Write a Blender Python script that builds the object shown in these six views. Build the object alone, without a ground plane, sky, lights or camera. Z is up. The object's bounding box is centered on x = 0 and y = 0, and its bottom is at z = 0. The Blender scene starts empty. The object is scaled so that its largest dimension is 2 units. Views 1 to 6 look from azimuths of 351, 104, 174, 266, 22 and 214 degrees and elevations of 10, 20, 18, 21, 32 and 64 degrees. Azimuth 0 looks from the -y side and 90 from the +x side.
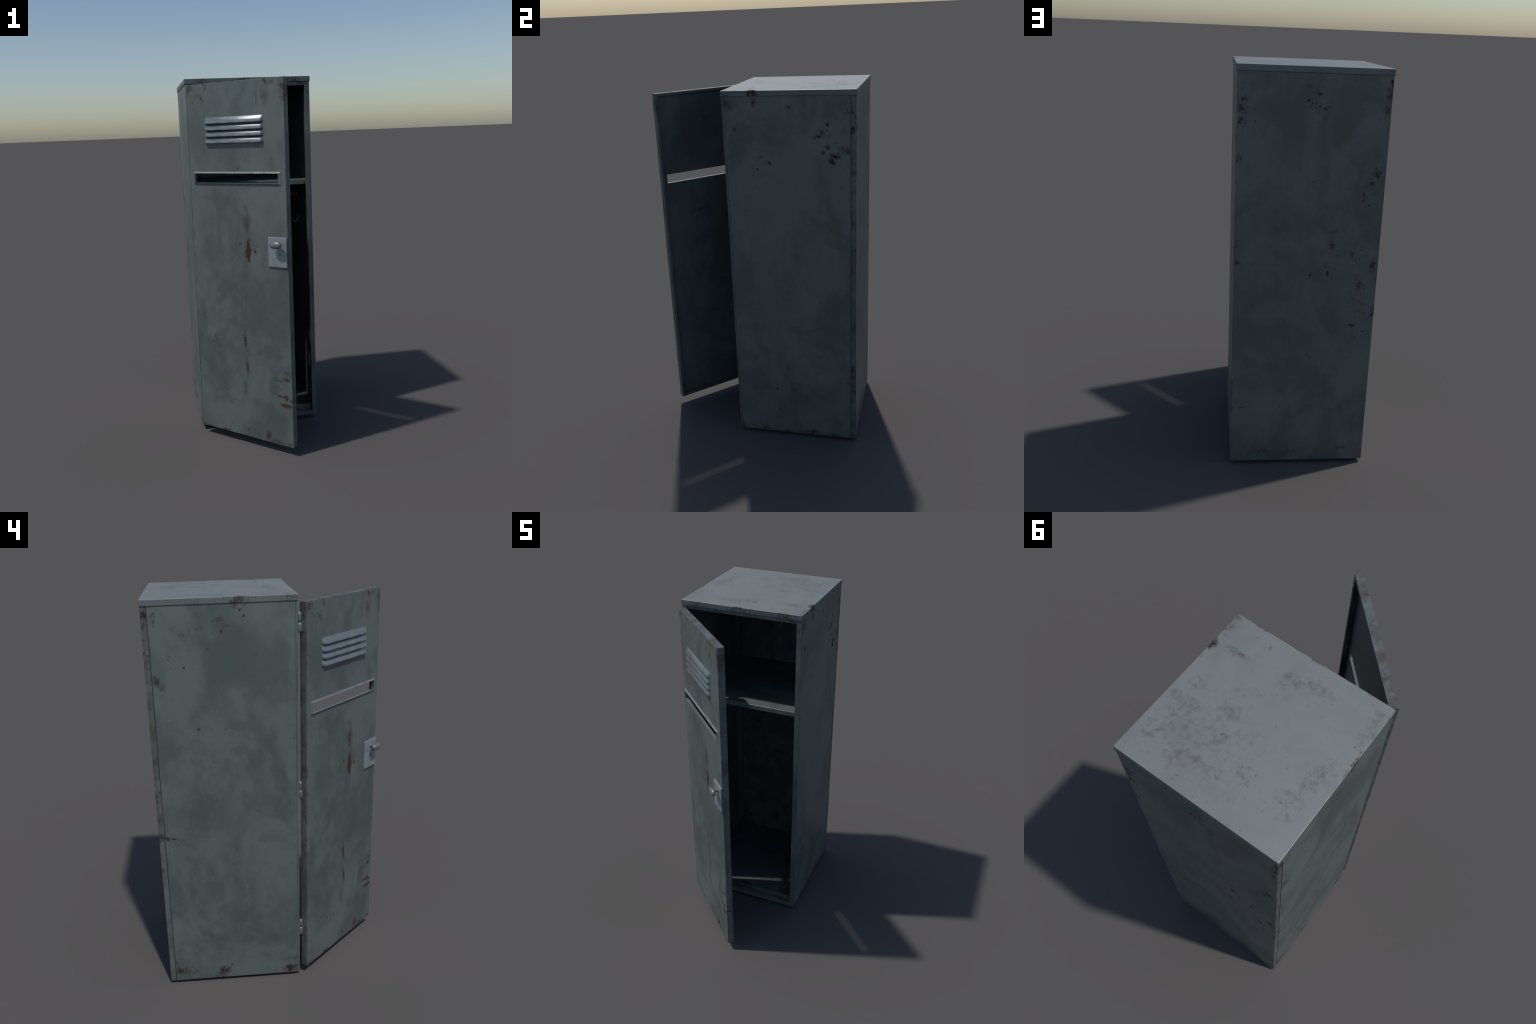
# Weathered single steel locker with its door standing open at 45 degrees.
import bpy, bmesh, math
from mathutils import Vector, Matrix

scene = bpy.context.scene

# ------------------------------------------------------------------ sizes (m)
BODY_X = 0.3432            # half width of the carcass
FRONT, BACK = -0.0968, 0.5910
BOTTOM, TOP = 0.0180, 1.971
WALL = 0.007              # sheet thickness
INNER_X = BODY_X - WALL
OPEN_X = 0.316            # half width of the door opening
FLOOR_Z, SILL_Z = 0.078, 0.046
SHELF_Z = (1.4030, 1.4315)
SEAM_Y = 0.563            # where the back panel's flange meets the side panel

DOOR_W, DOOR_T = 0.620, 0.0375
DOOR_Z = (0.0485, 1.9642)
DOOR_ORIGIN = Vector((-0.344, -0.1345, 0.0))
DOOR_ANGLE = math.radians(-45)
SLOT = (0.0380, 0.5780, 1.4475, 1.4980)      # opening: u0, u1, z0, z1
SLOT_RIM = (0.0275, 0.5915, 1.4380, 1.5068)


# ------------------------------------------------------------------ node helpers
class Graph:
    """Small expression builder over a material node tree."""

    def __init__(self, name):
        self.mat = bpy.data.materials.new(name)
        self.mat.use_nodes = True
        self.t = self.mat.node_tree
        self.t.nodes.clear()
        self.out = self.t.nodes.new("ShaderNodeOutputMaterial")
        self.bsdf = self.t.nodes.new("ShaderNodeBsdfPrincipled")
        self.t.links.new(self.bsdf.outputs[0], self.out.inputs[0])
        self.pos = self.t.nodes.new("ShaderNodeTexCoord").outputs["Object"]
        sep = self.t.nodes.new("ShaderNodeSeparateXYZ")
        self.t.links.new(self.pos, sep.inputs[0])
        self.x, self.y, self.z = sep.outputs
        self.warped = self.pos

    def warp(self, amount, scale):
        """Ragged copy of the position, so that patches lose their round outline."""
        n = self.t.nodes.new("ShaderNodeTexNoise")
        self.t.links.new(self.pos, n.inputs["Vector"])
        n.inputs["Scale"].default_value = scale
        n.inputs["Detail"].default_value = 5.0
        n.inputs["Roughness"].default_value = 0.65
        off = self.vec("MULTIPLY", self.vec("SUBTRACT", n.outputs["Color"], (0.5, 0.5, 0.5)), (amount, amount, amount))
        self.warped = self.vec("ADD", self.pos, off)

    def dots(self, scale, shift):
        """Distance to scattered points and a random value per point."""
        v = self.t.nodes.new("ShaderNodeTexVoronoi")
        self._in(v.inputs["Vector"], self.vec("ADD", self.warped, shift))
        v.inputs["Scale"].default_value = scale
        sep = self.t.nodes.new("ShaderNodeSeparateColor")
        self.t.links.new(v.outputs["Color"], sep.inputs[0])
        return v.outputs["Distance"], sep.outputs[0], sep.outputs[1]

    def _in(self, sock, v):
        if hasattr(v, "is_output"):
            self.t.links.new(v, sock)
        else:
            sock.default_value = v

    def math(self, op, a, b=0.0, clamp=False):
        n = self.t.nodes.new("ShaderNodeMath")
        n.operation, n.use_clamp = op, clamp
        self._in(n.inputs[0], a)
        self._in(n.inputs[1], b)
        return n.outputs[0]

    def add(self, a, b): return self.math("ADD", a, b)
    def mul(self, a, b): return self.math("MULTIPLY", a, b)
    def sub(self, a, b): return self.math("SUBTRACT", a, b)

    def vec(self, op, a, b):
        n = self.t.nodes.new("ShaderNodeVectorMath")
        n.operation = op
        self._in(n.inputs[0], a)
        if b is not None:
            self._in(n.inputs[1], b)
        return n.outputs["Value"] if op == "LENGTH" else n.outputs[0]

    def smooth(self, v, lo, hi, a=0.0, b=1.0, kind="SMOOTHSTEP"):
        n = self.t.nodes.new("ShaderNodeMapRange")
        n.interpolation_type = kind
        self._in(n.inputs["Value"], v)
        for k, s in (("From Min", lo), ("From Max", hi), ("To Min", a), ("To Max", b)):
            n.inputs[k].default_value = s
        return n.outputs[0]

    def noise(self, scale, detail=4.0, rough=0.55, dist=0.0, stretch=(1, 1, 1), shift=(0, 0, 0)):
        p = self.vec("ADD", self.vec("MULTIPLY", self.pos, stretch), shift)
        n = self.t.nodes.new("ShaderNodeTexNoise")
        self._in(n.inputs["Vector"], p)
        n.inputs["Scale"].default_value = scale
        n.inputs["Detail"].default_value = detail
        n.inputs["Roughness"].default_value = rough
        n.inputs["Distortion"].default_value = dist
        return n.outputs[0]

    def mix(self, f, a, b, blend="MIX"):
        n = self.t.nodes.new("ShaderNodeMix")
        n.data_type, n.blend_type = "RGBA", blend
        n.inputs[0].default_value = 1.0
        self._in(n.inputs[0], f)
        for s, v in ((n.inputs[6], a), (n.inputs[7], b)):
            self._in(s, v if hasattr(v, "is_output") else (*v, 1.0))
        return n.outputs[2]

    def bump(self, h, strength, distance):
        n = self.t.nodes.new("ShaderNodeBump")
        n.inputs["Strength"].default_value = strength
        n.inputs["Distance"].default_value = distance
        self._in(n.inputs["Height"], h)
        self.t.links.new(n.outputs[0], self.bsdf.inputs["Normal"])

    def patch(self, plane, spot):
        """Potential of one spot: strength at its centre, 0 at its rim."""
        a, b, ra, rb, strength = spot
        c, s = {"yz": ((0, a, b), (0, 1 / ra, 1 / rb)), "xz": ((a, 0, b), (1 / ra, 0, 1 / rb)),
                "xy": ((a, b, 0), (1 / ra, 1 / rb, 0))}[plane]
        d = self.vec("LENGTH", self.vec("MULTIPLY", self.vec("SUBTRACT", self.warped, c), s), None)
        return self.smooth(d, 0.0, 1.0, strength, 0.0)

    def edge(self, axis, at, width, strength):
        """Potential that is highest at one straight edge and fades over width."""
        d = self.math("ABSOLUTE", self.sub(getattr(self, axis), at))
        return self.smooth(d, 0.0, width, strength, 0.0, "LINEAR")


PAINT_LIGHT = (0.126, 0.155, 0.147)
PAINT_DARK = (0.077, 0.100, 0.095)
RUST_DARK = (0.025, 0.016, 0.013)
RUST_RED = (0.060, 0.027, 0.018)
RUST_DUST = (0.074, 0.066, 0.061)


def paint(name, plane="xz", spots=(), streaks=(), edges=(), shift=(0, 0, 0), light=PAINT_LIGHT, dark=PAINT_DARK,
          mottle=(0.40, 0.60), rust_scale=34.0, red=0.5, sprinkle=0.04, metallic=0.22, rough=0.50, worn=1.0, stain=None, tones=(), dots=(), shiny_edges=False):
    """Old enamel: cloudy grey-green paint, rust where spots, streaks and edges raise its potential."""
    g = Graph(name)
    g.warp(0.040, 24.0)
    # cloudy paint
    cloud = g.noise(3.0, 7, 0.60, 0.9, (1, 1, 0.8), shift)
    blotch = g.noise(12.0, 6, 0.65, 0.5, (1, 1, 0.75), (shift[0] + 3.1, shift[1], shift[2]))
    drips = g.noise(26.0, 3, 0.6, 0.0, (1, 1, 0.10), (shift[0] + 7.7, shift[1], shift[2]))
    tone = g.add(g.mul(cloud, 0.66), g.add(g.mul(blotch, 0.28), g.mul(drips, 0.06)))
    for t in tones:                             # broad lighter (+) and darker (-) areas
        tone = g.add(tone, g.patch(plane, t))
    colour = g.mix(g.smooth(tone, *mottle), dark, light)
    grey = g.noise(5.5, 3, 0.5, 0.4, (1, 1, 0.5), (shift[0] - 4.2, shift[1] + 1.3, shift[2]))
    colour = g.mix(g.smooth(grey, 0.45, 0.75, 0.0, 0.35), colour, (0.126, 0.141, 0.139))
    if stain is not None:                       # olive-brown water stains
        ring_noise = g.noise(21.0, 5, 0.55, 0.7, (1, 1, 1), (shift[0] + 1.7, shift[1] + 5, 0))
        grain = g.noise(44.0, 5, 0.6, 0.2, (1, 1, 1), (shift[0] + 6.7, shift[1] + 2, 0))
        ridge = g.sub(0.34, g.math("ABSOLUTE", g.mul(g.sub(ring_noise, 0.52), 3.2)))
        p = None
        for s in stain:
            q = g.patch(plane, (s[0], s[1], s[2] * 1.5, s[3] * 1.5, s[4] * 0.80))
            p = q if p is None else g.math("MAXIMUM", p, q)
        m = g.add(g.mul(p, 0.95), g.add(g.mul(ridge, 0.75), g.mul(g.sub(grain, 0.5), 1.8)))
        m = g.mul(g.smooth(m, 0.18, 1.05, 0.0, 0.74), g.smooth(p, 0.02, 0.30))
        colour = g.mix(m, colour, g.mix(g.smooth(grain, 0.4, 0.6), (0.104, 0.094, 0.089), (0.096, 0.094, 0.083)))
    # rust potential
    speck = g.noise(rust_scale, 8, 0.68, 0.25, (1, 1, 0.85), (shift[0] + 2.0, shift[1] + 9.0, shift[2]))
    fine = g.noise(rust_scale * 2.6, 5, 0.6, 0.0, (1, 1, 0.8), shift)
    run = g.noise(rust_scale * 1.4, 6, 0.62, 0.1, (1, 1, 0.16), (shift[0] + 5.0, shift[1], shift[2]))
    pot = None
    for s in spots:
        q = g.patch(plane, s)
        pot = q if pot is None else g.math("MAXIMUM", pot, q)
    pot = g.add(pot if pot is not None else 0.0, sprinkle)
    field = g.add(g.mul(g.sub(speck, 0.5), 2.3), g.mul(g.sub(fine, 0.5), 0.9))
    rust = g.smooth(g.add(pot, field), 0.32, 0.98, 0.0, 0.95)
    haze = g.smooth(g.add(pot, g.mul(field, 0.6)), 0.10, 0.62, 0.0, 0.72)
    # pinhead rust spots, crowded in some places
    dist, lot, size = g.dots(72.0, shift)
    crowd = 0.002 if dots else 0.0
    for s in dots:
        crowd = g.add(crowd, g.patch(plane, (*s[:4], s[4] * 0.75)))
    present = g.math("LESS_THAN", lot, crowd)
    pin = g.mul(present, g.smooth(g.sub(dist, g.mul(size, 0.16)), 0.04, 0.38, 1.0, 0.0))
    rust = g.math("MAXIMUM", rust, g.mul(pin, g.smooth(fine, 0.30, 0.60, 0.15, 0.70)))
    if edges:                                   # paint rubbed to soft brown along edges
        ep = None
        for e in edges:
            q = g.edge(*e)
            ep = q if ep is None else g.math("MAXIMUM", ep, q)
        rub = g.noise(15.0, 6, 0.62, 0.5, (1, 1, 0.7), (shift[0] + 8.0, shift[1] + 1.0, shift[2]))
        ev = g.add(g.mul(ep, 1.25), g.add(g.mul(g.sub(rub, 0.5), 2.1), g.mul(g.sub(fine, 0.5), 0.6)))
        ev = g.mul(ev, g.smooth(ep, 0.0, 0.12))
        haze = g.math("MAXIMUM", haze, g.smooth(ev, 0.30, 0.72, 0.0, 0.85))
        rust = g.math("MAXIMUM", rust, g.smooth(ev, 0.66, 1.05, 0.0, 0.9))
    if streaks:
        sp = None
        for s in streaks:
            q = g.patch(plane, s)
            sp = q if sp is None else g.math("MAXIMUM", sp, q)
        sv = g.add(sp, g.add(g.mul(g.sub(run, 0.5), 1.7), g.mul(g.sub(speck, 0.5), 0.9)))
        sv = g.mul(sv, g.smooth(sp, 0.03, 0.18))
        rust = g.math("MAXIMUM", rust, g.smooth(sv, 0.38, 0.95, 0.0, 0.97))
        haze = g.math("MAXIMUM", haze, g.smooth(sv, 0.08, 0.60, 0.0, 0.80))
    rust = g.mul(rust, worn)
    hue = g.smooth(g.add(g.noise(17.0, 4, 0.6, 0.0, (1, 1, 0.6), (shift[0], 4.0, 1.0)), red - 0.5), 0.40, 0.62)
    rust_colour = g.mix(hue, RUST_DARK, RUST_RED)
    colour = g.mix(g.mul(haze, worn), colour, RUST_DUST)
    colour = g.mix(rust, colour, rust_colour)
    g._in(g.bsdf.inputs["Base Color"], colour)
    gloss = g.add(g.smooth(rust, 0, 1, rough, 0.85, "LINEAR"), g.mul(g.sub(blotch, 0.5), 0.16))
    if shiny_edges:                             # roughness lowered on bevel normals to draw a bright edge highlight
        geo = g.t.nodes.new("ShaderNodeNewGeometry")
        sep = g.t.nodes.new("ShaderNodeSeparateXYZ")
        g.t.links.new(geo.outputs["Normal"], sep.inputs[0])
        fold = g.mul(g.smooth(sep.outputs[2], 0.10, 0.25), g.smooth(sep.outputs[2], 0.90, 0.985, 1.0, 0.0))
        gloss = g.sub(gloss, g.mul(fold, rough - 0.31))
    g._in(g.bsdf.inputs["Roughness"], gloss)
    g._in(g.bsdf.inputs["Metallic"], g.smooth(rust, 0, 1, metallic, 0.0, "LINEAR"))
    g._in(g.bsdf.inputs["Specular IOR Level"], g.smooth(rust, 0, 1, 0.8, 0.12, "LINEAR"))
    relief = g.add(g.mul(rust, -0.6), g.add(g.mul(fine, 0.12), g.mul(cloud, 2.0)))
    g.bump(relief, 0.12, 0.004)
    return g.mat


def bare(name, colour, dirt, metallic, rough, scale=40.0, up_dust=0.0):
    """Bare cast or plated metal with a little dirt."""
    g = Graph(name)
    n = g.noise(scale, 5, 0.6, 0.2)
    c = g.mix(g.smooth(n, 0.50, 0.78, 0.0, 0.8), colour, dirt)
    if up_dust:
        geo = g.t.nodes.new("ShaderNodeNewGeometry")
        sep = g.t.nodes.new("ShaderNodeSeparateXYZ")
        g.t.links.new(geo.outputs["Normal"], sep.inputs[0])
        c = g.mix(g.smooth(sep.outputs[2], 0.25, 0.8, 0.0, up_dust), c, (0.17, 0.15, 0.135))
    g._in(g.bsdf.inputs["Base Color"], c)
    g.bsdf.inputs["Metallic"].default_value = metallic
    g._in(g.bsdf.inputs["Roughness"], g.add(rough, g.mul(g.sub(n, 0.5), 0.2)))
    g.bump(n, 0.05, 0.002)
    return g.mat


# ------------------------------------------------------------------ mesh helpers
def make(name, bm, mat, parent, bevel=0.0, smooth_angle=None, segments=2):
    me = bpy.data.meshes.new(name)
    bmesh.ops.recalc_face_normals(bm, faces=bm.faces[:])
    bm.to_mesh(me)
    bm.free()
    ob = bpy.data.objects.new(name, me)
    scene.collection.objects.link(ob)
    me.materials.append(mat)
    if parent is not None:
        ob.parent = parent
    if bevel:
        for p in me.polygons:
            p.use_smooth = True
        m = ob.modifiers.new("edge", "BEVEL")
        m.width, m.segments, m.limit_method = bevel, segments, "ANGLE"
        m.angle_limit = math.radians(40)
        m.harden_normals = True
    elif smooth_angle is not None:
        for p in me.polygons:
            p.use_smooth = True
        me.set_sharp_from_angle(angle=math.radians(smooth_angle))
    return ob


def box(bm, x0, x1, y0, y1, z0, z1):
    r = bmesh.ops.create_cube(bm, size=1.0)
    bmesh.ops.transform(bm, verts=r["verts"], matrix=Matrix.Translation(((x0 + x1) / 2, (y0 + y1) / 2, (z0 + z1) / 2))
                        @ Matrix.Diagonal((x1 - x0, y1 - y0, z1 - z0, 1.0)))


def boxes(*dims):
    bm = bmesh.new()
    for d in dims:
        box(bm, *d)
    return bm


def prism(bm, outline, z0, z1):
    """Extrude an xy outline upward."""
    low = [bm.verts.new((x, y, z0)) for x, y in outline]
    high = [bm.verts.new((x, y, z1)) for x, y in outline]
    n = len(outline)
    bm.faces.new(low[::-1])
    bm.faces.new(high)
    for i in range(n):
        bm.faces.new((low[i], low[(i + 1) % n], high[(i + 1) % n], high[i]))


def rect(bm, y, x0, x1, z0, z1):
    return [bm.verts.new((x, y, z)) for x, z in ((x0, z0), (x1, z0), (x1, z1), (x0, z1))]


def bridge(bm, a, b):
    n = len(a)
    for i in range(n):
        bm.faces.new((a[i], a[(i + 1) % n], b[(i + 1) % n], b[i]))


def lathe(bm, profile, axis_point, direction, steps=20):
    """Revolve (radius, height) pairs about a line."""
    rot = Vector((0, 0, 1)).rotation_difference(Vector(direction)).to_matrix()
    rings = []
    for r, h in profile:
        if r < 1e-6:
            rings.append([bm.verts.new(rot @ Vector((0, 0, h)) + Vector(axis_point))])
        else:
            rings.append([bm.verts.new(rot @ Vector((r * math.cos(2 * math.pi * k / steps), r * math.sin(2 * math.pi * k / steps), h))
                                       + Vector(axis_point)) for k in range(steps)])
    for a, b in zip(rings, rings[1:]):
        for k in range(steps):
            k2 = (k + 1) % steps
            if len(a) == 1 and len(b) > 1:
                bm.faces.new((a[0], b[k], b[k2]))
            elif len(b) == 1 and len(a) > 1:
                bm.faces.new((a[k], a[k2], b[0]))
            elif len(a) > 1:
                bm.faces.new((a[k], a[k2], b[k2], b[k]))


# ------------------------------------------------------------------ root
locker = bpy.data.objects.new("steel_locker", None)
scene.collection.objects.link(locker)
locker["label"] = "old grey-green steel locker, rusty, door half open"
locker["category"] = "locker"

# ------------------------------------------------------------------ rust maps: (a, b, radius a, radius b, strength)
left_rust = [(0.530, 1.930, 0.055, 0.060, 0.36), (0.180, 1.962, 0.020, 0.016, 0.55), (0.158, 1.945, 0.012, 0.012, 0.9), (0.143, 1.912, 0.014, 0.014, 1.0),
             (0.250, 1.905, 0.050, 0.040, 0.40), (0.246, 1.847, 0.016, 0.022, 0.70), (0.250, 1.880, 0.09, 0.06, 0.28), (0.341, 1.869, 0.035, 0.030, 0.34),
             (0.420, 1.842, 0.030, 0.020, 0.52), (0.481, 1.750, 0.014, 0.014, 0.52), (0.307, 1.774, 0.009, 0.009, 0.60), (0.418, 1.698, 0.010, 0.010, 0.60),
             (0.480, 1.700, 0.012, 0.012, 0.48), (0.368, 1.402, 0.020, 0.018, 0.52), (0.545, 1.640, 0.030, 0.050, 0.48), (0.520, 1.610, 0.040, 0.035, 0.48),
             (0.530, 0.852, 0.075, 0.010, 0.85), (0.470, 0.846, 0.020, 0.012, 0.60), (0.550, 0.852, 0.025, 0.022, 0.75),
             (0.530, 0.070, 0.075, 0.040, 0.70), (0.460, 0.060, 0.060, 0.030, 0.44), (0.311, 0.055, 0.060, 0.055, 0.88), (0.255, 0.090, 0.040, 0.035, 0.40),
             (0.345, 0.025, 0.120, 0.022, 0.55), (-0.050, 0.045, 0.075, 0.055, 0.80), (-0.050, 0.105, 0.060, 0.035, 0.40), (0.556, 0.131, 0.016, 0.022, 0.7),
             (0.146, 0.468, 0.006, 0.006, 0.8), (0.403, 0.293, 0.018, 0.016, 0.4)]
right_rust = [(-0.070, 1.935, 0.050, 0.070, 0.55), (0.080, 1.950, 0.040, 0.055, 0.52), (-0.026, 1.930, 0.050, 0.050, 0.42), (0.449, 1.829, 0.026, 0.020, 0.75),
              (0.425, 1.790, 0.060, 0.050, 0.44), (0.395, 1.768, 0.040, 0.026, 0.55), (0.447, 1.711, 0.020, 0.034, 0.66), (0.485, 1.670, 0.060, 0.030, 0.68),
              (0.470, 1.642, 0.036, 0.026, 0.74), (0.422, 1.688, 0.030, 0.024, 0.55), (0.540, 1.695, 0.070, 0.045, 0.52), (-0.036, 1.801, 0.022, 0.018, 0.58),
              (0.142, 1.630, 0.026, 0.014, 0.72), (0.096, 1.670, 0.040, 0.045, 0.32), (0.074, 1.643, 0.012, 0.010, 0.7), (0.079, 1.599, 0.012, 0.016, 0.75),
              (0.245, 1.918, 0.030, 0.022, 0.42), (0.310, 1.375, 0.060, 0.045, 0.30), (-0.057, 1.404, 0.022, 0.018, 0.45), (0.545, 1.900, 0.030, 0.080, 0.42),
              (0.060, 0.025, 0.070, 0.030, 0.62), (0.195, 0.024, 0.060, 0.034, 0.66), (0.352, 0.030, 0.070, 0.040, 0.72), (0.465, 0.024, 0.090, 0.030, 0.62),
              (-0.083, 0.030, 0.030, 0.080, 0.50), (0.136, 0.307, 0.012, 0.010, 0.7), (-0.035, 0.327, 0.010, 0.016, 0.6), (0.238, 0.303, 0.040, 0.022, 0.42),
              (0.366, 0.365, 0.020, 0.016, 0.4), (-0.090, 0.244, 0.012, 0.030, 0.6)]
back_rust = [(0.325, 1.790, 0.045, 0.120, 0.52), (0.310, 1.850, 0.040, 0.030, 0.45), (0.337, 1.594, 0.030, 0.060, 0.62), (0.330, 1.190, 0.020, 0.035, 0.5),
             (0.033, 1.911, 0.030, 0.018, 0.48), (-0.018, 1.883, 0.026, 0.022, 0.58), (0.033, 1.854, 0.014, 0.012, 0.7), (-0.027, 1.829, 0.012, 0.010, 0.8),
             (-0.053, 1.817, 0.024, 0.020, 0.62), (-0.005, 1.845, 0.09, 0.07, 0.28), (-0.331, 1.890, 0.024, 0.080, 0.62), (-0.325, 1.825, 0.030, 0.060, 0.45),
             (-0.300, 1.535, 0.045, 0.050, 0.55), (-0.275, 1.495, 0.050, 0.045, 0.58), (-0.250, 1.415, 0.050, 0.060, 0.36), (-0.118, 1.262, 0.034, 0.022, 0.50),
             (-0.114, 1.190, 0.022, 0.060, 0.56), (-0.212, 1.140, 0.030, 0.045, 0.60), (-0.263, 1.168, 0.012, 0.010, 0.8), (-0.100, 1.057, 0.010, 0.014, 1.1),
             (-0.017, 1.042, 0.012, 0.010, 0.8), (-0.322, 1.090, 0.030, 0.050, 0.62), (-0.265, 0.985, 0.045, 0.055, 0.62), (-0.230, 0.778, 0.055, 0.018, 0.60),
             (-0.330, 0.842, 0.030, 0.030, 0.66), (-0.294, 0.748, 0.014, 0.012, 0.66), (-0.270, 0.90, 0.10, 0.25, 0.26), (0.325, 1.100, 0.040, 0.025, 0.5),
             (0.290, 0.332, 0.045, 0.014, 0.52), (0.290, 0.086, 0.030, 0.030, 0.42), (-0.293, 0.095, 0.022, 0.040, 0.45),
             (-0.3435, 1.935, 0.016, 0.060, 0.75), (-0.3435, 0.857, 0.018, 0.045, 0.80), (-0.3435, 1.070, 0.008, 0.090, 0.55), (-0.3435, 1.75, 0.012, 0.10, 0.42)]
back_streaks = [(-0.046, 1.770, 0.020, 0.060, 0.50), (0.212, 1.095, 0.14, 0.016, 0.34), (0.150, 0.070, 0.16, 0.045, 0.32), (-0.230, 0.085, 0.08, 0.040, 0.36), (0.02, 0.08, 0.10, 0.04, 0.36)]
lid_stains = [(0.265, 0.220, 0.060, 0.050, 0.50), (0.302, 0.312, 0.050, 0.035, 0.62), (0.246, 0.320, 0.060, 0.060, 0.70), (0.278, 0.370, 0.050, 0.060, 0.62),
              (0.260, 0.440, 0.070, 0.060, 0.60), (0.278, 0.480, 0.050, 0.040, 0.60), (0.160, 0.488, 0.060, 0.050, 0.72), (0.108, 0.262, 0.075, 0.065, 0.62),
              (0.072, 0.356, 0.055, 0.055, 0.60), (0.089, 0.466, 0.055, 0.045, 0.58), (0.009, 0.470, 0.070, 0.050, 0.58), (-0.060, 0.420, 0.060, 0.050, 0.62),
              (0.175, 0.400, 0.080, 0.060, 0.48), (0.13, 0.165, 0.060, 0.050, 0.40), (0.10, 0.37, 0.30, 0.22, 0.34),
              (0.013, 0.022, 0.065, 0.050, 0.60), (-0.059, -0.010, 0.050, 0.040, 0.64), (-0.128, -0.008, 0.055, 0.045, 0.58), (-0.318, -0.035, 0.035, 0.060, 0.62),
              (-0.323, 0.050, 0.035, 0.070, 0.55), (-0.284, 0.245, 0.045, 0.060, 0.60), (-0.270, 0.310, 0.050, 0.060, 0.52), (-0.250, 0.395, 0.060, 0.060, 0.58),
              (-0.270, 0.450, 0.040, 0.040, 0.50), (0.235, 0.043, 0.080, 0.020, 0.55)]
lid_rust = [(0.341, 0.066, 0.040, 0.050, 0.80), (0.250, 0.043, 0.080, 0.018, 0.42), (0.337, -0.077, 0.040, 0.045, 0.52), (-0.345, 0.160, 0.014, 0.110, 0.55),
            (-0.345, -0.050, 0.014, 0.060, 0.45), (0.330, -0.020, 0.030, 0.05, 0.35),
            (0.25, -0.1000, 0.16, 0.010, 0.50), (-0.02, -0.1000, 0.16, 0.009, 0.44), (-0.25, -0.1000, 0.1, 0.009, 0.36)]
door_rust = [(0.020, 1.945, 0.050, 0.045, 0.55), (0.130, 1.945, 0.028, 0.040, 0.58), (0.104, 1.885, 0.022, 0.034, 0.48), (0.044, 1.906, 0.020, 0.040, 0.52),
             (0.07, 1.90, 0.11, 0.08, 0.32), (0.325, 1.521, 0.007, 0.010, 1.2), (0.520, 1.945, 0.110, 0.040, 0.46), (0.612, 1.900, 0.030, 0.11, 0.48),
             (0.505, 1.875, 0.055, 0.045, 0.42), (0.324, 1.129, 0.010, 0.020, 0.75), (0.417, 1.094, 0.016, 0.028, 0.66), (0.405, 1.12, 0.05, 0.06, 0.30),
             (0.600, 0.452, 0.026, 0.020, 0.70), (0.540, 0.412, 0.065, 0.014, 0.62), (0.585, 0.420, 0.038, 0.022, 0.95), (0.530, 0.365, 0.040, 0.045, 0.40),
             (0.560, 0.320, 0.060, 0.016, 0.95), (0.583, 0.322, 0.028, 0.030, 1.05), (0.612, 0.306, 0.022, 0.014, 0.7), (0.582, 0.277, 0.058, 0.020, 1.5),
             (0.460, 0.085, 0.036, 0.046, 0.92), (0.510, 0.060, 0.090, 0.022, 0.82), (0.600, 0.062, 0.030, 0.022, 0.66), (0.326, 0.086, 0.014, 0.018, 0.7),
             (0.169, 0.058, 0.060, 0.014, 0.66), (0.036, 0.349, 0.016, 0.010, 0.55), (0.200, 0.245, 0.050, 0.040, 0.30), (0.016, 0.055, 0.030, 0.022, 0.6)]
door_streaks = [(0.372, 1.100, 0.024, 0.105, 1.85), (0.372, 1.230, 0.040, 0.130, 0.58), (0.365, 1.310, 0.035, 0.090, 0.30), (0.329, 0.600, 0.020, 0.150, 0.62),
                (0.330, 0.590, 0.013, 0.075, 1.15), (0.335, 0.450, 0.022, 0.080, 0.72), (0.322, 0.330, 0.028, 0.085, 0.58), (0.345, 0.90, 0.022, 0.28, 0.32),
                (0.503, 1.885, 0.055, 0.100, 0.50), (0.610, 1.90, 0.030, 0.120, 0.50), (0.13, 0.55, 0.08, 0.22, 0.20), (0.543, 1.555, 0.04, 0.10, 0.26),
                (0.456, 1.86, 0.05, 0.10, 0.30), (0.095, 0.50, 0.02, 0.10, 0.30),
                (0.364, 1.14, 0.045, 0.32, 0.36), (0.333, 0.55, 0.035, 0.36, 0.34)]

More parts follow.
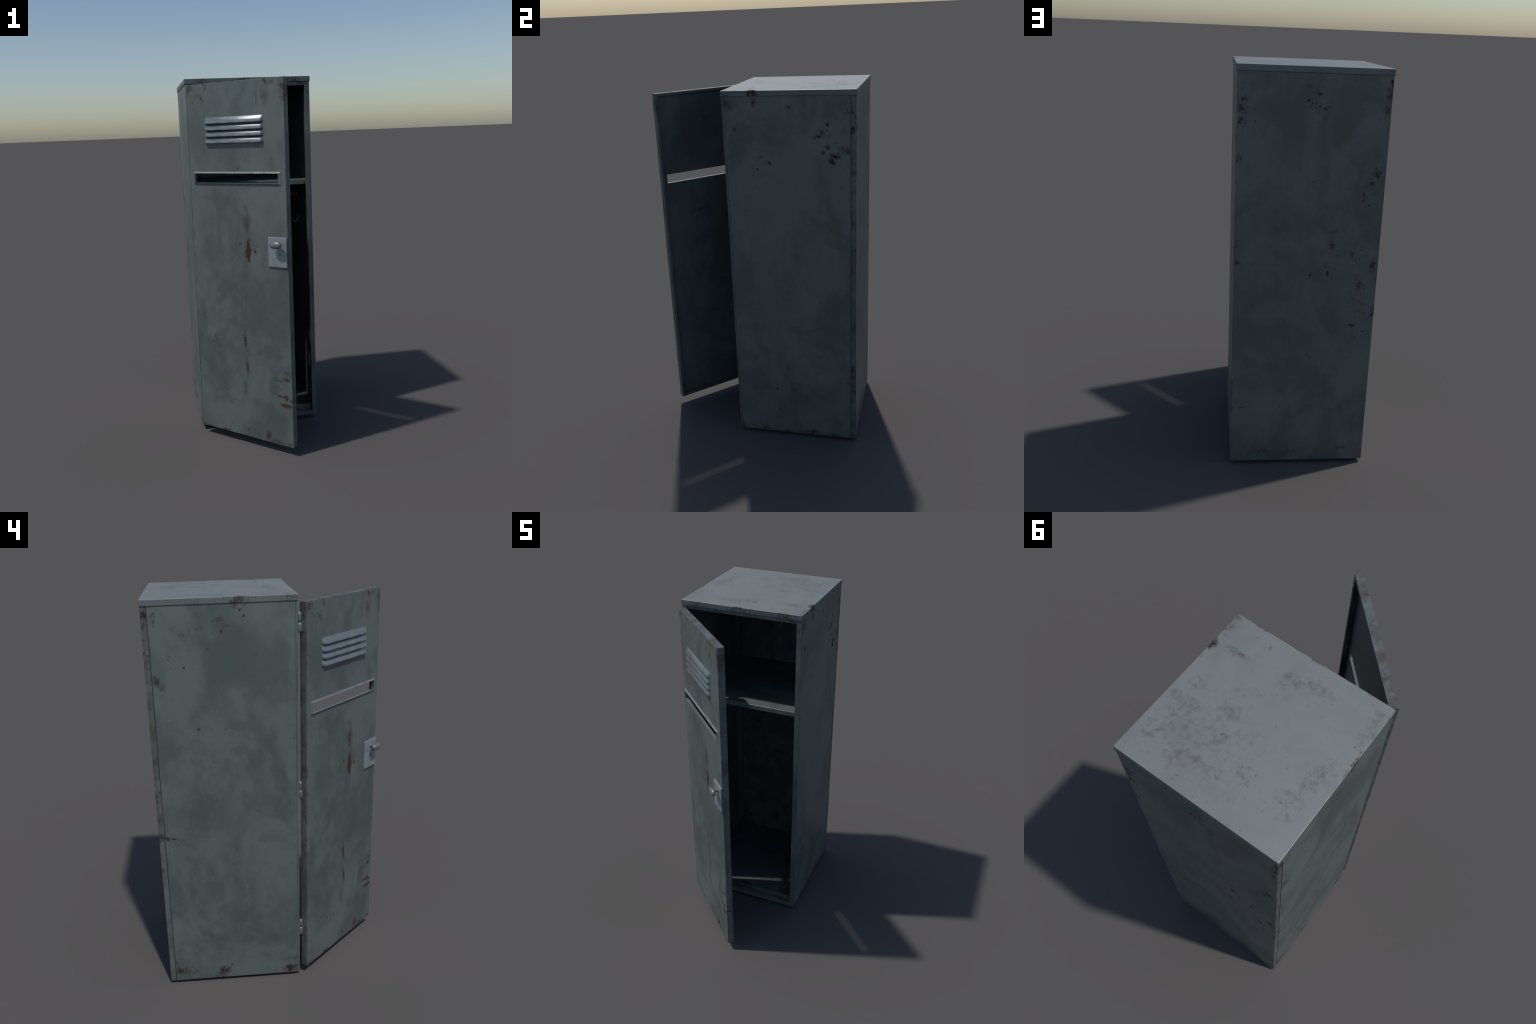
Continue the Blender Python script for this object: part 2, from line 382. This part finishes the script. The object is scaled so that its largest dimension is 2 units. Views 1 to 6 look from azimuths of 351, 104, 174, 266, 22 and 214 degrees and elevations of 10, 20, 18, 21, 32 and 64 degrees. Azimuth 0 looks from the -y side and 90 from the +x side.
mat_left = paint("painted_side_steel", "yz", left_rust, (), [("z", BOTTOM, 0.018, 0.42), ("y", SEAM_Y, 0.012, 0.30)], (0.0, 0.0, 0.0), red=0.45,
                 dots=[(0.535, 1.92, 0.06, 0.09, 0.50), (0.25, 1.88, 0.08, 0.07, 0.60), (0.15, 1.94, 0.06, 0.05, 0.45), (0.36, 1.86, 0.12, 0.05, 0.35), (0.46, 1.73, 0.12, 0.10, 0.06),
                       (0.54, 0.10, 0.04, 0.12, 0.3), (0.15, 0.15, 0.4, 0.12, 0.04)],
                 tones=[(0.13, 1.72, 0.26, 0.24, -0.16), (0.42, 1.58, 0.17, 0.26, 0.10), (0.55, 1.36, 0.16, 0.14, -0.10), (0.30, 1.20, 0.3, 0.25, 0.05)])
mat_right = paint("side_steel_tinted_for_shade", "yz", right_rust, (), [("z", BOTTOM, 0.022, 0.48), ("y", SEAM_Y, 0.012, 0.25)], (4.0, 1.0, 2.0), red=0.34, light=(0.133, 0.157, 0.143), dark=(0.082, 0.102, 0.093),  # paint warmed and lifted to match this side's tone in shade
                  dots=[(0.43, 1.75, 0.10, 0.12, 0.40), (0.09, 1.65, 0.06, 0.07, 0.35), (0.53, 1.88, 0.05, 0.10, 0.5), (0.0, 1.72, 0.15, 0.2, 0.08), (0.25, 0.33, 0.3, 0.1, 0.12)],
                  tones=[(0.33, 1.75, 0.24, 0.26, 0.09), (0.10, 1.0, 0.3, 0.3, -0.05)])
mat_back = paint("painted_back_steel", "xz", back_rust, back_streaks, [("x", -BODY_X, 0.010, 0.34), ("x", BODY_X, 0.012, 0.42), ("y", SEAM_Y, 0.006, 0.22)],
                 (1.5, 6.0, 3.0), red=0.36, light=(0.135, 0.158, 0.143), dark=(0.083, 0.102, 0.093),  # base colours made less blue to fit the unlit back
                 dots=[(-0.01, 1.86, 0.08, 0.10, 0.42), (-0.27, 1.47, 0.09, 0.12, 0.35), (-0.2, 1.1, 0.16, 0.16, 0.25), (-0.28, 0.85, 0.09, 0.18, 0.30), (0.30, 1.8, 0.06, 0.12, 0.3)])
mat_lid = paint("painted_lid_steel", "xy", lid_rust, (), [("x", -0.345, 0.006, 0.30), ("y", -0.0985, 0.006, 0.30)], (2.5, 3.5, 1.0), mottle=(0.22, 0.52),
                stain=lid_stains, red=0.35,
                light=(0.190, 0.208, 0.198), dark=(0.165, 0.187, 0.179), rough=0.54, shiny_edges=True)  # top colours raised to reach the sunlit lid's brightness
mat_lid_rim = paint("painted_lid_rim_steel", "xy", lid_rust, (), [("z", TOP, 0.006, 0.42), ("x", -0.3468, 0.003, 0.15)], (2.5, 3.5, 1.0), red=0.40,
                    light=(0.142, 0.170, 0.161), dark=(0.105, 0.130, 0.124))
mat_frame = paint("painted_frame_steel", "xz", [(0.330, 1.930, 0.030, 0.060, 0.55), (0.290, 1.962, 0.050, 0.02, 0.65), (0.06, 1.962, 0.12, 0.02, 0.42), (0.30, 0.03, 0.05, 0.03, 0.3)],
                  (), [("x", OPEN_X, 0.006, 0.36), ("x", BODY_X, 0.006, 0.30)], (6.0, 2.0, 5.0))
mat_inside = paint("painted_inside_steel", "xz", [(0.20, 0.07, 0.30, 0.10, 0.45), (-0.28, 0.12, 0.10, 0.12, 0.45)], (), [("y", BACK, 0.03, 0.42), ("z", FLOOR_Z, 0.05, 0.40)],
                   (9.0, 4.0, 2.0), red=0.4)
mat_floor = paint("rusty_floor_steel", "xy", [(0.20, 0.33, 0.22, 0.20, 0.52), (0.28, -0.03, 0.12, 0.06, 0.60), (-0.02, -0.05, 0.18, 0.03, 0.50), (0.25, 0.08, 0.08, 0.10, 0.5)],
                  (), [("y", -0.066, 0.02, 0.40), ("x", INNER_X, 0.04, 0.4), ("x", -INNER_X, 0.04, 0.4)], (3.0, 8.0, 2.0), red=0.4)
mat_shelf = paint("painted_shelf_steel", "xz", [(0.305, 1.410, 0.030, 0.014, 0.75)], (), (), (8.0, 1.0, 6.0), sprinkle=0.0, shiny_edges=True)
mat_base = bare("dark_base_steel", (0.03, 0.032, 0.034), (0.03, 0.02, 0.015), 0.0, 0.7)
mat_door = paint("painted_door_steel", "xz", door_rust, door_streaks,
                 [("x", 0.0, 0.026, 0.40), ("z", DOOR_Z[0], 0.014, 0.52), ("z", DOOR_Z[1], 0.012, 0.46), ("x", DOOR_W, 0.007, 0.32)], (5.0, 5.0, 0.0), red=0.60,
                 dots=[(0.07, 1.91, 0.12, 0.10, 0.40), (0.03, 1.6, 0.04, 0.35, 0.30), (0.19, 0.27, 0.10, 0.10, 0.12), (0.55, 0.38, 0.10, 0.12, 0.30), (0.30, 1.0, 0.2, 0.3, 0.04)],
                 tones=[(0.44, 1.32, 0.16, 0.20, 0.08), (0.10, 1.0, 0.14, 0.2, -0.07), (0.06, 1.7, 0.12, 0.2, -0.06), (0.08, 0.62, 0.1, 0.06, 0.08)])
mat_door_inside = paint("painted_door_inside_steel", "xz", [(0.09, 1.93, 0.06, 0.05, 0.35), (0.61, 1.88, 0.03, 0.10, 0.55), (0.30, 1.80, 0.05, 0.03, 0.40), (0.45, 0.07, 0.2, 0.03, 0.45),
                        (0.42, 1.25, 0.10, 0.03, 0.42), (0.61, 0.12, 0.03, 0.07, 0.5)], (), [("x", DOOR_W, 0.02, 0.30), ("z", DOOR_Z[0], 0.02, 0.4)], (2.0, 9.0, 4.0), red=0.35)
mat_rim = paint("painted_slot_frame_steel", "xz", [(0.45, 1.497, 0.16, 0.012, 0.42), (0.57, 1.49, 0.03, 0.03, 0.5)], (), (), (2.0, 2.0, 7.0), light=(0.205, 0.232, 0.230),
                dark=(0.160, 0.190, 0.190), sprinkle=0.0, metallic=0.4, rough=0.38)  # door paint lightened here for the sun on the sloping lip
mat_louvre = paint("louvre_steel_lightened_for_sun", "xz", (), (), [("z", 0.0, 0.012, 0.50)], (1.0, 7.0, 7.0), light=(0.245, 0.272, 0.272), dark=(0.180, 0.214, 0.226),
                   metallic=0.55, rough=0.33, worn=0.7, sprinkle=0.0, rust_scale=60)  # paler than the door: sunlight on the upturned hoods baked into the colour
mat_plate = bare("zinc_plate", (0.27, 0.315, 0.335), (0.20, 0.21, 0.21), 0.35, 0.42, 30.0)
mat_knob = bare("dull_knob_metal", (0.20, 0.21, 0.215), (0.12, 0.105, 0.095), 0.45, 0.38, 55.0, 0.75)
mat_hinge = bare("painted_hinge_metal", (0.23, 0.262, 0.262), (0.10, 0.075, 0.06), 0.6, 0.32, 70.0)

# ------------------------------------------------------------------ cabinet
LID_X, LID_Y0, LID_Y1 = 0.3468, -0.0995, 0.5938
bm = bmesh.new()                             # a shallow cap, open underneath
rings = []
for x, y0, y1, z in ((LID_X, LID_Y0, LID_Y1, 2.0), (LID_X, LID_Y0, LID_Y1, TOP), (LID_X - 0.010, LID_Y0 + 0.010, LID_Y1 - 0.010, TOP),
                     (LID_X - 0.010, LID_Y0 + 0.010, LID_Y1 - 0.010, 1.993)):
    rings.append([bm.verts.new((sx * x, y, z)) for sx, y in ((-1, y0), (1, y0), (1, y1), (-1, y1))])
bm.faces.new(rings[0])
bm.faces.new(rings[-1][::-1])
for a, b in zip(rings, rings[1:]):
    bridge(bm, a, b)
for f in bm.faces:                           # rim faces get a darker colour than the lightened top
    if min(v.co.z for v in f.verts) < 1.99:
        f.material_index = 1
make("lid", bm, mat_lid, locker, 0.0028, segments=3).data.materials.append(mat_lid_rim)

SIDE_Y0, SIDE_Y1 = -0.0857, SEAM_Y - 0.0012
for sx, mat in ((-1, mat_left), (1, mat_right)):
    xs = sorted((sx * INNER_X, sx * BODY_X))
    bm = boxes((*xs, SIDE_Y0, SIDE_Y1, BOTTOM, TOP))
    for f in bm.faces:
        if all(abs(v.co.x) < BODY_X - 0.001 for v in f.verts):
            f.material_index = 1
    make("side_panel", bm, mat, locker, 0.0008).data.materials.append(mat_inside)

# back panel: one sheet whose edges fold forward along both sides
bm = bmesh.new()
F = SEAM_Y + 0.0018
prism(bm, [(-BODY_X, F), (-INNER_X, F), (-INNER_X, BACK - WALL), (INNER_X, BACK - WALL), (INNER_X, F), (BODY_X, F), (BODY_X, BACK), (-BODY_X, BACK)], BOTTOM, TOP)
for f in bm.faces:
    if all(abs(v.co.x) < BODY_X - 0.001 and v.co.y < BACK - 0.001 for v in f.verts):
        f.material_index = 1
make("back_panel", bm, mat_back, locker, 0.0016).data.materials.append(mat_inside)

# folded corner posts inside the rear corners
for sx in (-1, 1):
    xs = sorted((sx * 0.302, sx * (INNER_X - 0.0005)))
    make("corner_post", boxes((*xs, 0.550, BACK - WALL - 0.0005, FLOOR_Z + 0.001, TOP - 0.001)), mat_inside, locker, 0.001)

# front frame: two L-section jambs, header and sill rail
for sx in (-1, 1):
    o = [(OPEN_X, FRONT), (BODY_X, FRONT), (BODY_X, -0.0860), (INNER_X - 0.001, -0.0860), (INNER_X - 0.001, -0.0660), (OPEN_X, -0.0660)]
    o = [(sx * x, y) for x, y in o]
    bm = bmesh.new()
    prism(bm, o if sx > 0 else o[::-1], BOTTOM + 0.002, TOP - 0.0005)
    make("front_jamb", bm, mat_frame, locker, 0.0018)
make("header_rail", boxes((-OPEN_X + 0.0005, OPEN_X - 0.0005, -0.0930, -0.066, 1.9515, TOP - 0.0005)), mat_frame, locker, 0.0015)
make("sill_rail", boxes((-OPEN_X + 0.0005, OPEN_X - 0.0005, -0.0950, -0.0665, BOTTOM + 0.0015, SILL_Z)), mat_frame, locker, 0.0015)

make("floor_panel", boxes((-INNER_X + 0.0005, INNER_X - 0.0005, -0.0655, BACK - WALL - 0.0005, 0.0192, FLOOR_Z)), mat_floor, locker, 0.0015)
make("shelf", boxes((-INNER_X + 0.0005, INNER_X - 0.0005, -0.0680, BACK - WALL - 0.0005, *SHELF_Z)), mat_shelf, locker, 0.0028, segments=3)
make("plinth", boxes((-0.323, 0.323, -0.076, 0.572, 0.0, 0.0188)), mat_base, locker, 0.001)

# coat hooks on the two side walls
def tube(bm, points, radius, sides=10):
    rings = []
    for i, p in enumerate(points):
        d = (Vector(points[min(i + 1, len(points) - 1)]) - Vector(points[max(i - 1, 0)])).normalized()
        side = Vector((0, 1, 0))
        up = d.cross(side).normalized()
        rings.append([bm.verts.new(Vector(p) + (side * math.cos(a) + up * math.sin(a)) * radius) for a in (2 * math.pi * k / sides for k in range(sides))])
    for a, b in zip(rings, rings[1:]):
        bridge(bm, a, b)
    bm.faces.new(rings[0][::-1])
    bm.faces.new(rings[-1])


for sx in (-1, 1):
    path = []
    for k in range(15):
        t = k / 14
        out = 0.001 + 0.074 * t
        path.append((sx * (INNER_X - out), 0.240, 1.172 - 0.020 * math.sin(min(t / 0.55, 1) * math.pi) + 0.052 * max(0, t - 0.35) ** 1.3 / 0.65 ** 1.3))
    bm = bmesh.new()
    tube(bm, path, 0.0058)
    bmesh.ops.create_uvsphere(bm, u_segments=12, v_segments=8, radius=0.0085, matrix=Matrix.Translation(path[-1]))
    hook = make("coat_hook", bm, mat_hinge, locker, smooth_angle=50)
    xs = sorted((sx * (INNER_X - 0.0045), sx * (INNER_X + 0.001)))
    make("hook_plate", boxes((*xs, 0.223, 0.257, 1.150, 1.196)), mat_hinge, hook, 0.0015)

# hanging rail below the shelf
bm = bmesh.new()
lathe(bm, [(0.0, 0.0), (0.0128, 0.0), (0.0128, 2 * INNER_X), (0.0, 2 * INNER_X)], (-INNER_X, 0.241, 1.325), (1, 0, 0), 20)
make("hanging_rail", bm, mat_shelf, locker, smooth_angle=40)

# ------------------------------------------------------------------ door: a folded tray with a slot
bm = bmesh.new()
W, (Z0, Z1), RIM, SHEET = DOOR_W, DOOR_Z, 0.015, 0.010
outer_front = rect(bm, 0.0, 0.0, W, Z0, Z1)
outer_back = rect(bm, DOOR_T, 0.0, W, Z0, Z1)
rim_back = rect(bm, DOOR_T, RIM, W - RIM, Z0 + RIM, Z1 - RIM)
rim_deep = rect(bm, SHEET, RIM, W - RIM, Z0 + RIM, Z1 - RIM)
hole_deep = rect(bm, SHEET, *SLOT)
hole_front = rect(bm, 0.0, *SLOT)
for a, b in ((outer_front, outer_back), (outer_back, rim_back), (rim_back, rim_deep), (rim_deep, hole_deep), (hole_deep, hole_front), (hole_front, outer_front)):
    bridge(bm, a, b)
bm.faces.ensure_lookup_table()
for f in bm.faces:                           # the inner side has its own, plainer weathering
    if min(v.co.y for v in f.verts) > 0.001:
        f.material_index = 1
door = make("door", bm, mat_door, locker, 0.0016)
door.data.materials.append(mat_door_inside)
door.location = DOOR_ORIGIN
door.rotation_euler = (0, 0, DOOR_ANGLE)

# raised lip round the slot
bm = bmesh.new()
LIP = 0.0088
base = rect(bm, -0.0002, *SLOT_RIM)
ridge = rect(bm, -LIP, SLOT[0], SLOT[1], SLOT[2], SLOT[3])
inner = rect(bm, -0.0002, SLOT[0] + 0.0003, SLOT[1] - 0.0003, SLOT[2] + 0.0003, SLOT[3] - 0.0003)
for a, b in ((base, ridge), (ridge, inner), (inner, base)):
    bridge(bm, a, b)
make("slot_frame", bm, mat_rim, door, 0.0010)

# louvres: four pressed hoods, each tapering into the door at both ends
LU0, LU1, END, DEPTH, RISE = 0.120, 0.494, 0.0105, 0.0155, 0.031
bm = bmesh.new()
sections = [(LU0, 0.0), (LU0 + END * 0.55, 0.62), (LU0 + END, 1.0), (LU1 - END, 1.0), (LU1 - END * 0.55, 0.62), (LU1, 0.0)]
hood = [(1 - (1 - t) ** 1.55, 1 - t) for t in (0, 0.12, 0.25, 0.38, 0.52, 0.66, 0.80, 0.93)]
rows = []
for u, s in sections:
    d = max(s, 0.02) * DEPTH
    row = [(-d * a, RISE * c * (0.9 + 0.1 * s)) for a, c in hood]
    row += [(-d, -0.0004), (-d * 0.87, 0.0), (-d * 0.78, 0.010), (-d * 0.30, 0.018), (0.0005, 0.019)]
    rows.append([bm.verts.new((u, y, z)) for y, z in row])
for a, b in zip(rows, rows[1:]):
    bridge(bm, a, b)
bm.faces.new(rows[0])
bm.faces.new(rows[-1][::-1])
first = make("louvre", bm, mat_louvre, door, smooth_angle=38)
for i, z in enumerate((1.7575, 1.7230, 1.6900, 1.6560)):
    ob = first if i == 0 else first.copy()
    if i:
        scene.collection.objects.link(ob)
        ob.parent = door
    ob.location = (0, 0, z)

# lock plate, key ring, screw and oval knob
make("lock_plate", boxes((0.5045, 0.6165, -0.0085, -0.0003, 1.0235, 1.1765)), mat_plate, door, 0.0012)
bm = bmesh.new()
lathe(bm, [(0.0, 0.0), (0.0050, 0.0), (0.0054, 0.0014), (0.0076, 0.0014), (0.0082, -0.001), (0.0, -0.001)], (0.5765, -0.0085, 1.0880), (0, -1, 0), 24)
make("keyhole_ring", bm, mat_plate, door, smooth_angle=40)
bm = bmesh.new()
KNOB = Vector((0.5705, -0.0385, 1.1420))
lathe(bm, [(0.0105, 0.0), (0.0095, 0.004), (0.0080, 0.012), (0.0090, 0.022), (0.0110, 0.030)], (KNOB.x, -0.008, KNOB.z), (0, -1, 0), 20)
make("knob_stem", bm, mat_knob, door, smooth_angle=40)
bm = bmesh.new()
bmesh.ops.create_uvsphere(bm, u_segments=36, v_segments=20, radius=1.0)
for v in bm.verts:                           # squared-off oval grip
    x, y, z = v.co
    f = (abs(x) ** 2.3 + abs(y) ** 2.3 + abs(z) ** 2.3) ** (-1 / 2.3)
    v.co = Vector((x * f * 0.0340, y * f * 0.0140, z * f * 0.0192)) + KNOB
make("knob", bm, mat_knob, door, smooth_angle=60)

# ------------------------------------------------------------------ hinges
AXIS = Vector((-0.331, -0.1045))
for z_top in (1.9215, 1.1165, 0.3380):
    hinge = None
    for k, (z1, z0) in enumerate(((z_top, z_top - 0.0455), (z_top - 0.0460, z_top - 0.0920))):
        h = z1 - z0
        bm = bmesh.new()
        R = 0.0094
        prof = [(0, 0), (R * 0.55, 0.0003), (R * 0.82, 0.0022), (R * 0.97, 0.008), (R, h * 0.45), (R * 0.97, h * 0.75), (R * 0.84, h - 0.005), (R * 0.55, h - 0.0012), (0, h)]
        lathe(bm, prof, (AXIS.x, AXIS.y, z0), (0, 0, 1), 20)
        if hinge is None:
            hinge = make("hinge", bm, mat_hinge, locker, smooth_angle=60)
            box_dims = (AXIS.x - 0.004, AXIS.x + 0.010, AXIS.y, FRONT + 0.001, z0 + 0.004, z1 - 0.004)
            make("hinge_leaf", boxes(box_dims), mat_hinge, hinge, 0.001)
        else:
            make("hinge_knuckle", bm, mat_hinge, hinge, smooth_angle=60)
            bm = bmesh.new()
            box(bm, 0.0, 0.016, -0.0075, 0.0015, z0 + 0.004, z1 - 0.002)
            bmesh.ops.transform(bm, verts=bm.verts[:], matrix=Matrix.Translation((AXIS.x, AXIS.y, 0)) @ Matrix.Rotation(DOOR_ANGLE, 4, "Z"))
            make("hinge_leaf", bm, mat_hinge, hinge, 0.001)
